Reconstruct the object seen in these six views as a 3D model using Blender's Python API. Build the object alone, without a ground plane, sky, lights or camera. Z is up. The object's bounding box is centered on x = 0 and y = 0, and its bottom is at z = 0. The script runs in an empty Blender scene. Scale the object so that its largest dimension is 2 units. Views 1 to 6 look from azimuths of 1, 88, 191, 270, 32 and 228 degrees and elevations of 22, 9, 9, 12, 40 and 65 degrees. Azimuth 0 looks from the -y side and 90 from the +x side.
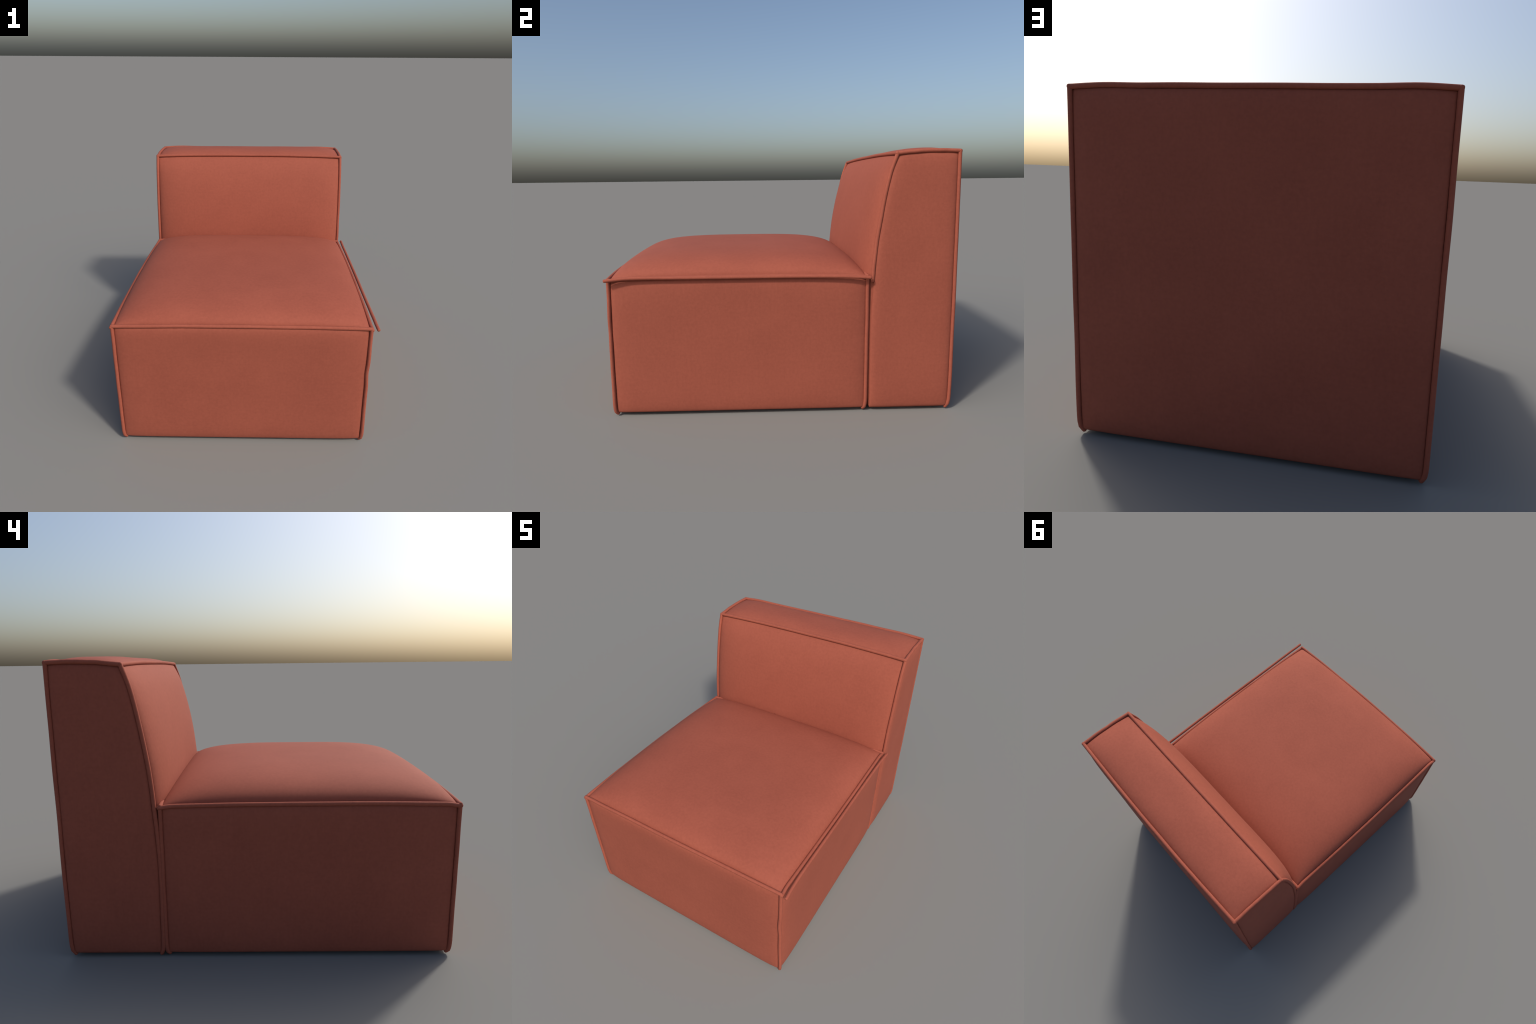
"""Armless upholstered sofa seat: a puffy box-shaped seat module and a wedge-shaped
backrest module, both sewn from fabric panels with a round piping cord on the seams."""
import bpy, math, random
from mathutils import Vector, noise

random.seed(7)
R_CORD = 0.0109          # piping radius
SEAM_OUT = 0.0076        # how far the cord's centre stands outside a seam, per axis


# ------------------------------------------------------------------ helpers
def lerp(a, b, t):
    return a + (b - a) * t


def curve_through(pts):
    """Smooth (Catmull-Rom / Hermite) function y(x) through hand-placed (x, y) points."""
    def f(x):
        if x <= pts[0][0]:
            return pts[0][1]
        if x >= pts[-1][0]:
            return pts[-1][1]
        for i in range(len(pts) - 1):
            x0, y0 = pts[i]
            x1, y1 = pts[i + 1]
            if x0 <= x <= x1:
                def slope(j):
                    a, b = pts[max(j - 1, 0)], pts[min(j + 1, len(pts) - 1)]
                    return (b[1] - a[1]) / (b[0] - a[0])
                h = x1 - x0
                t = (x - x0) / h
                m0, m1 = slope(i) * h, slope(i + 1) * h
                return ((2*t**3 - 3*t**2 + 1) * y0 + (t**3 - 2*t**2 + t) * m0
                        + (-2*t**3 + 3*t**2) * y1 + (t**3 - t**2) * m1)
    return f


def swell(s, p, q):
    """Cushion profile over 0..1: zero on both seams, full in the middle."""
    t = abs(2 * s - 1)
    return max(0.0, 1 - t ** p) ** q


def spacing(n):
    """Grid lines that crowd towards the seams, where the cloth turns fastest."""
    out = []
    for i in range(n + 1):
        s = i / n
        c = 0.5 - 0.5 * math.cos(math.pi * s)
        out.append(0.25 * s + 0.75 * c)
    return out


def lumps(p, scale, amount, seed):
    return amount * noise.noise(Vector(p) * scale + Vector((seed, seed * 1.7, -seed)))


def new_object(name, verts, faces, material, parent, sharp=None):
    me = bpy.data.meshes.new(name)
    me.from_pydata([tuple(v) for v in verts], [], faces)
    me.validate()
    me.update()
    for poly in me.polygons:
        poly.use_smooth = True
    if sharp:
        attr = me.attributes.new("sharp_edge", 'BOOLEAN', 'EDGE')
        for e in me.edges:
            if tuple(sorted(e.vertices)) in sharp:
                attr.data[e.index].value = True
    me.materials.append(material)
    ob = bpy.data.objects.new(name, me)
    bpy.context.scene.collection.objects.link(ob)
    ob.parent = parent
    return ob


# ------------------------------------------------------------------ material
def fabric_material(name, tint=1.0):
    m = bpy.data.materials.new(name)
    m.use_nodes = True
    nt = m.node_tree
    nt.nodes.clear()
    N, L = nt.nodes.new, nt.links.new
    out = N("ShaderNodeOutputMaterial")
    bsdf = N("ShaderNodeBsdfPrincipled")
    L(bsdf.outputs[0], out.inputs[0])
    co = N("ShaderNodeTexCoord")

    def noise_tex(scale, detail, rough, squash=(1, 1, 1)):
        mp = N("ShaderNodeMapping")
        mp.inputs["Scale"].default_value = squash
        L(co.outputs["Object"], mp.inputs[0])
        t = N("ShaderNodeTexNoise")
        t.inputs["Scale"].default_value = scale
        t.inputs["Detail"].default_value = detail
        t.inputs["Roughness"].default_value = rough
        L(mp.outputs[0], t.inputs["Vector"])
        return t.outputs["Fac"]

    def math_node(op, a, b):
        n = N("ShaderNodeMath")
        n.operation = op
        for i, v in enumerate((a, b)):
            if isinstance(v, (int, float)):
                n.inputs[i].default_value = v
            else:
                L(v, n.inputs[i])
        return n.outputs[0]

    cloud = noise_tex(3.2, 3.0, 0.55)            # broad, faint lighter and darker clouds
    fleck = noise_tex(60.0, 5.0, 0.75)           # woven mottling
    slub_h = noise_tex(26.0, 3.0, 0.6, (0.35, 0.35, 3.0))   # horizontal yarns
    slub_v = noise_tex(26.0, 3.0, 0.6, (3.0, 3.0, 0.35))    # vertical yarns
    s = math_node('ADD', math_node('MULTIPLY', cloud, 0.26), math_node('MULTIPLY', fleck, 0.52))
    s = math_node('ADD', s, math_node('MULTIPLY', slub_h, 0.11))
    s = math_node('ADD', s, math_node('MULTIPLY', slub_v, 0.11))
    ramp = N("ShaderNodeValToRGB")
    ramp.color_ramp.elements[0].position = 0.34
    ramp.color_ramp.elements[1].position = 0.66
    ramp.color_ramp.elements[0].color = (0.260 * tint, 0.0635 * tint, 0.0374 * tint, 1)
    ramp.color_ramp.elements[1].color = (0.332 * tint, 0.0858 * tint, 0.0512 * tint, 1)
    L(s, ramp.inputs[0])
    L(ramp.outputs[0], bsdf.inputs["Base Color"])
    bsdf.inputs["Roughness"].default_value = 0.82
    bsdf.inputs["Specular IOR Level"].default_value = 0.32
    grain = noise_tex(260.0, 2.0, 0.6)
    bump = N("ShaderNodeBump")
    bump.inputs["Strength"].default_value = 0.10
    bump.inputs["Distance"].default_value = 0.004
    L(math_node('ADD', math_node('MULTIPLY', fleck, 0.8), math_node('MULTIPLY', grain, 0.4)),
      bump.inputs["Height"])
    L(bump.outputs[0], bsdf.inputs["Normal"])
    return m


# ------------------------------------------------------------------ stuffed boxes
class StuffedBox:
    """A box sewn from six panels.  u runs left-right (x), v front-back (y), w bottom-top.
    `seam(u, v, w)` gives the taut frame; every panel swells outwards from it."""
    def __init__(self, seam, panels, bottom_round, seed):
        self.seam, self.panels, self.r, self.seed = seam, panels, bottom_round, seed

    def frame(self, u, v, w):
        """Seam frame with the bottom edge turned under in a small radius."""
        x, y, z = self.seam(u, v, w)
        zb = self.seam(u, v, 0.0)[2]
        r = self.r
        dz = z - zb
        c = self.seam(0.5, 0.5, w)
        if w > 0 or u in (0, 1) or v in (0, 1):
            if dz < r:
                a = (1 - dz / r) * math.pi / 4
                inset = r * (1 - math.cos(a))
                hx = abs(self.seam(1, 0.5, w)[0] - c[0])
                hy = abs(self.seam(0.5, 1, w)[1] - c[1])
                x = c[0] + (x - c[0]) * (1 - inset / hx)
                y = c[1] + (y - c[1]) * (1 - inset / hy)
                z = zb + r * (1 - math.sin(a))
        else:
            x0, x1 = self.seam(0, v, 0)[0], self.seam(1, v, 0)[0]
            y0, y1 = self.seam(u, 0, 0)[1], self.seam(u, 1, 0)[1]
            d = min(x - x0, x1 - x, y - y0, y1 - y)
            if d < r:
                a = math.pi / 2 - (1 - d / r) * math.pi / 4
                z = zb + r * (1 - math.sin(a))
        return Vector((x, y, z))

    def point(self, u, v, w):
        p = self.frame(u, v, w)
        q = p.copy()
        for key, on, dirn, s, t in (("left", u == 0, (-1, 0, 0), v, w), ("right", u == 1, (1, 0, 0), v, w),
                                    ("front", v == 0, (0, -1, 0), u, w), ("back", v == 1, (0, 1, 0), u, w),
                                    ("bottom", w == 0, (0, 0, -1), u, v), ("top", w == 1, (0, 0, 1), u, v)):
            if on:
                h, ps, qs, pt, qt, lump = self.panels[key]
                g = swell(s, ps, qs) * swell(t, pt, qt)
                soft = swell(s, 3, 1) * swell(t, 3, 1)
                q += Vector(dirn) * (h * g + soft * lumps(p, 3.1, lump, self.seed))
        return q

    def build(self, name, material, parent, n=72):
        g = spacing(n)
        g[0], g[-1] = 0.0, 1.0
        verts, index, faces = [], {}, []

        def vid(i, j, k):
            key = (i, j, k)
            if key not in index:
                index[key] = len(verts)
                verts.append(self.point(g[i], g[j], g[k]))
            return index[key]
        for a in range(n):
            for b in range(n):
                for (f, flip) in ((lambda a, b: (0, a, b), True), (lambda a, b: (n, a, b), False),
                                  (lambda a, b: (a, 0, b), False), (lambda a, b: (a, n, b), True),
                                  (lambda a, b: (a, b, 0), True), (lambda a, b: (a, b, n), False)):
                    quad = [vid(*f(a, b)), vid(*f(a + 1, b)), vid(*f(a + 1, b + 1)), vid(*f(a, b + 1))]
                    faces.append(quad[::-1] if flip else quad)
        sharp = set()
        for i in (0, n):                               # vertical seams
            for j in (0, n):
                for k in range(n):
                    sharp.add(tuple(sorted((index[(i, j, k)], index[(i, j, k + 1)]))))
        for k in range(n):                             # seams round the top
            for e in (0, n):
                sharp.add(tuple(sorted((index[(k, e, n)], index[(k + 1, e, n)]))))
                sharp.add(tuple(sorted((index[(e, k, n)], index[(e, k + 1, n)]))))
        return new_object(name, verts, faces, material, parent, sharp)


# ------------------------------------------------------------------ piping cords
def cord(name, path, material, parent, radius=R_CORD, sides=14):
    """Round cord swept along a path, with slightly rounded cut ends."""
    verts, faces = [], []
    n = len(path)
    tang = [(path[min(i + 1, n - 1)] - path[max(i - 1, 0)]).normalized() for i in range(n)]
    up = Vector((0.31, 0.52, 0.79))
    nrm = (up - tang[0] * up.dot(tang[0])).normalized()
    rings = []
    frames = []
    for i in range(n):
        nrm = (nrm - tang[i] * nrm.dot(tang[i])).normalized()
        frames.append((path[i], tang[i], nrm.copy()))
    p0, t0, n0 = frames[0]
    p1, t1, n1 = frames[-1]
    cap = ((0.92, 0.45), (0.6, 0.75))
    seq = [(p0 - t0 * radius * o, t0, n0, s) for s, o in reversed(cap)]
    seq += [(p, t, m, 1.0) for p, t, m in frames]
    seq += [(p1 + t1 * radius * o, t1, n1, s) for s, o in cap]
    for p, t, m, s in seq:
        b = t.cross(m)
        ring = []
        for k in range(sides):
            a = 2 * math.pi * k / sides
            ring.append(len(verts))
            verts.append(p + (m * math.cos(a) + b * math.sin(a)) * radius * s)
        rings.append(ring)
    for r0, r1 in zip(rings, rings[1:]):
        for k in range(sides):
            faces.append([r0[k], r0[(k + 1) % sides], r1[(k + 1) % sides], r1[k]])
    faces.append(rings[0][::-1])
    faces.append(rings[-1])
    return new_object(name, verts, faces, material, parent)


def seam_path(box, start, end, offset, n=60, over=(0.0, 0.0), wobble=0.0012, seed=1.0, extra=None):
    """Path along one box edge from `start` to `end` (u, v, w), pushed outwards by `offset`."""
    pts = []
    for i in range(n + 1):
        s = i / n
        c = [lerp(a, b, s) for a, b in zip(start, end)]
        p = box.frame(*c) + Vector(offset)
        wob = swell(s, 4, 1) * wobble
        p += Vector((noise.noise(Vector((s * 5, seed, 0))), noise.noise(Vector((s * 5, seed, 9))),
                     noise.noise(Vector((s * 5, seed, 21))))) * wob * 1.6
        low = max(0.0, 1 - (p.z - 0.012) / 0.07) if start[:2] == end[:2] else 0.0
        p += Vector((math.copysign(1, -offset[0]), math.copysign(1, -offset[1]), 0)) * 0.0075 * low ** 2.2
        if extra:
            p += Vector(extra(s))
        pts.append(p)
    if over[0]:
        pts.insert(0, pts[0] - (pts[1] - pts[0]).normalized() * over[0])
    if over[1]:
        pts.append(pts[-1] + (pts[-1] - pts[-2]).normalized() * over[1])
    return pts


# ------------------------------------------------------------------ the thing
chair = bpy.data.objects.new("sofa_seat", None)
bpy.context.scene.collection.objects.link(chair)
chair["label"] = "coral red armless upholstered sofa seat with piped edges"
chair["category"] = "sofa chair"

fabric = fabric_material("coral_fabric")
cord_fabric = fabric_material("coral_piping_fabric", 1.04)

# ---- seat module
S_L, S_R, S_F, S_B, S_Z0, S_Z1 = -0.749, 0.725, -0.970, 0.478, 0.012, 0.800


def seat_seam(u, v, w):
    x = lerp(S_L, S_R, u) + (2 * u - 1) * 0.007 * swell(v, 2, 1) * w ** 6
    front = S_F - 0.011 * swell(u, 2, 1) * w ** 6
    y = lerp(front, S_B, v)
    top = S_Z1 + 0.013 * swell(u, 2.4, 1) + 0.009 * swell(v, 2.4, 1)
    return x, y, lerp(S_Z0, top, w)


seat_box = StuffedBox(seat_seam, {
    # panel: (swelling, exponents across, exponents along, lumps)
    "left": (0.023, 10, 0.42, 10, 0.42, 0.003), "right": (0.025, 10, 0.42, 10, 0.42, 0.003),
    "front": (0.026, 10, 0.42, 10, 0.42, 0.003), "back": (0.006, 6, 0.6, 6, 0.6, 0.0),
    "bottom": (0.012, 3, 0.7, 3, 0.7, 0.0),
    "top": (0.112, 5.0, 0.47, 3.8, 0.46, 0.003)}, 0.016, 3.0)
seat = seat_box.build("seat", fabric, chair)

o = SEAM_OUT
cord("piping", seam_path(seat_box, (0, 0, 1), (1, 0, 1), (0, -o, o * 0.8), over=(0.010, 0.010), seed=1), cord_fabric, seat)


def corner_tails(side):
    """The side cords curl out and down a little where they tuck into the corners."""
    def f(s):
        k = math.exp(-(s / 0.022) ** 2) + math.exp(-((1 - s) / 0.022) ** 2)
        return (side * 0.004 * k, 0, -0.005 * k)
    return f


cord("piping", seam_path(seat_box, (0, 0, 1), (0, 1, 1), (-o, 0, o * 0.8), n=110, over=(0.010, 0.010), seed=2, extra=corner_tails(-1)), cord_fabric, seat)
cord("piping", seam_path(seat_box, (1, 0, 1), (1, 1, 1), (o, 0, o * 0.8), n=110, over=(0.010, 0.010), seed=3, extra=corner_tails(1)), cord_fabric, seat)
cord("piping", seam_path(seat_box, (0, 1, 1), (1, 1, 1), (0, o * 0.4, o * 0.8), over=(0.010, 0.010), seed=4), cord_fabric, seat)
cord("piping", seam_path(seat_box, (0, 0, 0), (0, 0, 1), (-o, -o, 0), over=(0.004, 0.006), seed=5), cord_fabric, seat)


def front_kink(s):
    """The cord at the right front corner has come loose and bends in half way up."""
    k = math.exp(-((s - 0.62) / 0.07) ** 2)
    return (-0.005 * k + 0.004 * math.exp(-((s - 0.05) / 0.2) ** 2), -0.003 * math.exp(-((s - 0.6) / 0.3) ** 2), 0)


cord("piping", seam_path(seat_box, (1, 0, 0), (1, 0, 1), (o, -o, 0), over=(0.004, 0.006), seed=6, extra=front_kink), cord_fabric, seat)
cord("piping", seam_path(seat_box, (0, 1, 0), (0, 1, 1), (-o, 0.004, 0), over=(0.004, 0.006), seed=7), cord_fabric, seat)
cord("piping", seam_path(seat_box, (1, 1, 0), (1, 1, 1), (o, 0.004, 0), over=(0.004, 0.006), seed=8), cord_fabric, seat)

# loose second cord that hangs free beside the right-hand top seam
z_loose = curve_through([(0, 0.806), (0.02, 0.809), (0.09, 0.817), (0.3, 0.816), (0.7, 0.815), (0.88, 0.811),
                         (0.97, 0.806), (1, 0.803)])
x_loose = curve_through([(0, 0.7695), (0.03, 0.7665), (0.12, 0.763), (0.5, 0.764), (0.9, 0.764), (1, 0.768)])
cord("loose_piping", [Vector((x_loose(i / 70), lerp(-0.986, 0.490, i / 70), z_loose(i / 70))) for i in range(71)],
     cord_fabric, seat, radius=0.0098)

# ---- backrest module
B_L, B_R, B_Z0, B_ZF, B_ZR = -0.751, 0.729, 0.012, 1.478, 1.488
back_front = curve_through([(0.0, 0.505), (0.2, 0.502), (0.5, 0.501), (0.69, 0.509), (0.79, 0.516), (0.89, 0.523),
                            (1.03, 0.538), (1.2, 0.565), (1.38, 0.602), (1.49, 0.640)])
back_rear = curve_through([(0.0, 0.964), (0.09, 0.967), (0.43, 0.970), (0.78, 0.970), (1.5, 0.969)])


def back_seam(u, v, w):
    x = lerp(B_L, B_R, u)
    edge = swell(v, 2, 1)
    corner = math.exp(-((u - 0.08) / 0.07) ** 2) + math.exp(-((u - 0.90) / 0.08) ** 2)
    top = lerp(B_ZF + 0.010 * swell(u, 2.6, 1), B_ZR + 0.004 * swell(u, 6, 1) + 0.004 * corner, v) + 0.008 * edge
    z = lerp(B_Z0, top, w)
    rear = back_rear(z) + 0.012 * swell(u, 2, 1) * w ** 6
    return x, lerp(back_front(z), rear, v), z


back_box = StuffedBox(back_seam, {
    "left": (0.022, 10, 0.42, 12, 0.42, 0.003), "right": (0.022, 10, 0.42, 12, 0.42, 0.003),
    "front": (0.066, 5.5, 0.50, 3.4, 0.6, 0.002), "back": (0.027, 12, 0.42, 12, 0.42, 0.002),
    "bottom": (0.012, 3, 0.7, 3, 0.7, 0.0),
    "top": (0.031, 6, 0.55, 2.8, 0.58, 0.003)}, 0.016, 8.0)
backrest = back_box.build("backrest", fabric, chair)

cord("piping", seam_path(back_box, (0, 0, 1), (1, 0, 1), (0, -o * 0.6, o), over=(0.010, 0.010), seed=11), cord_fabric, backrest)
cord("piping", seam_path(back_box, (0, 1, 1), (1, 1, 1), (0, o, o), over=(0.010, 0.010), seed=12), cord_fabric, backrest)
cord("piping", seam_path(back_box, (0, 0, 1), (0, 1, 1), (-o, 0, o), over=(0.004, 0.010), seed=13), cord_fabric, backrest)
cord("piping", seam_path(back_box, (1, 0, 1), (1, 1, 1), (o, 0, o), over=(0.004, 0.010), seed=14), cord_fabric, backrest)
cord("piping", seam_path(back_box, (0, 1, 0), (0, 1, 1), (-o, o, 0), over=(0.004, 0.006), seed=15), cord_fabric, backrest)
cord("piping", seam_path(back_box, (1, 1, 0), (1, 1, 1), (o, o, 0), over=(0.004, 0.006), seed=16), cord_fabric, backrest)
cord("piping", seam_path(back_box, (0, 0, 0), (0, 0, 1), (-o, -o, 0), over=(0.006, 0.006), seed=17), cord_fabric, backrest)
# on the right the front cord is cut short just below the seat seam
cord("piping", seam_path(back_box, (1, 0, 0.523), (1, 0, 1), (o, -o * 0.7, 0), over=(0.0, 0.006), seed=18), cord_fabric, backrest)
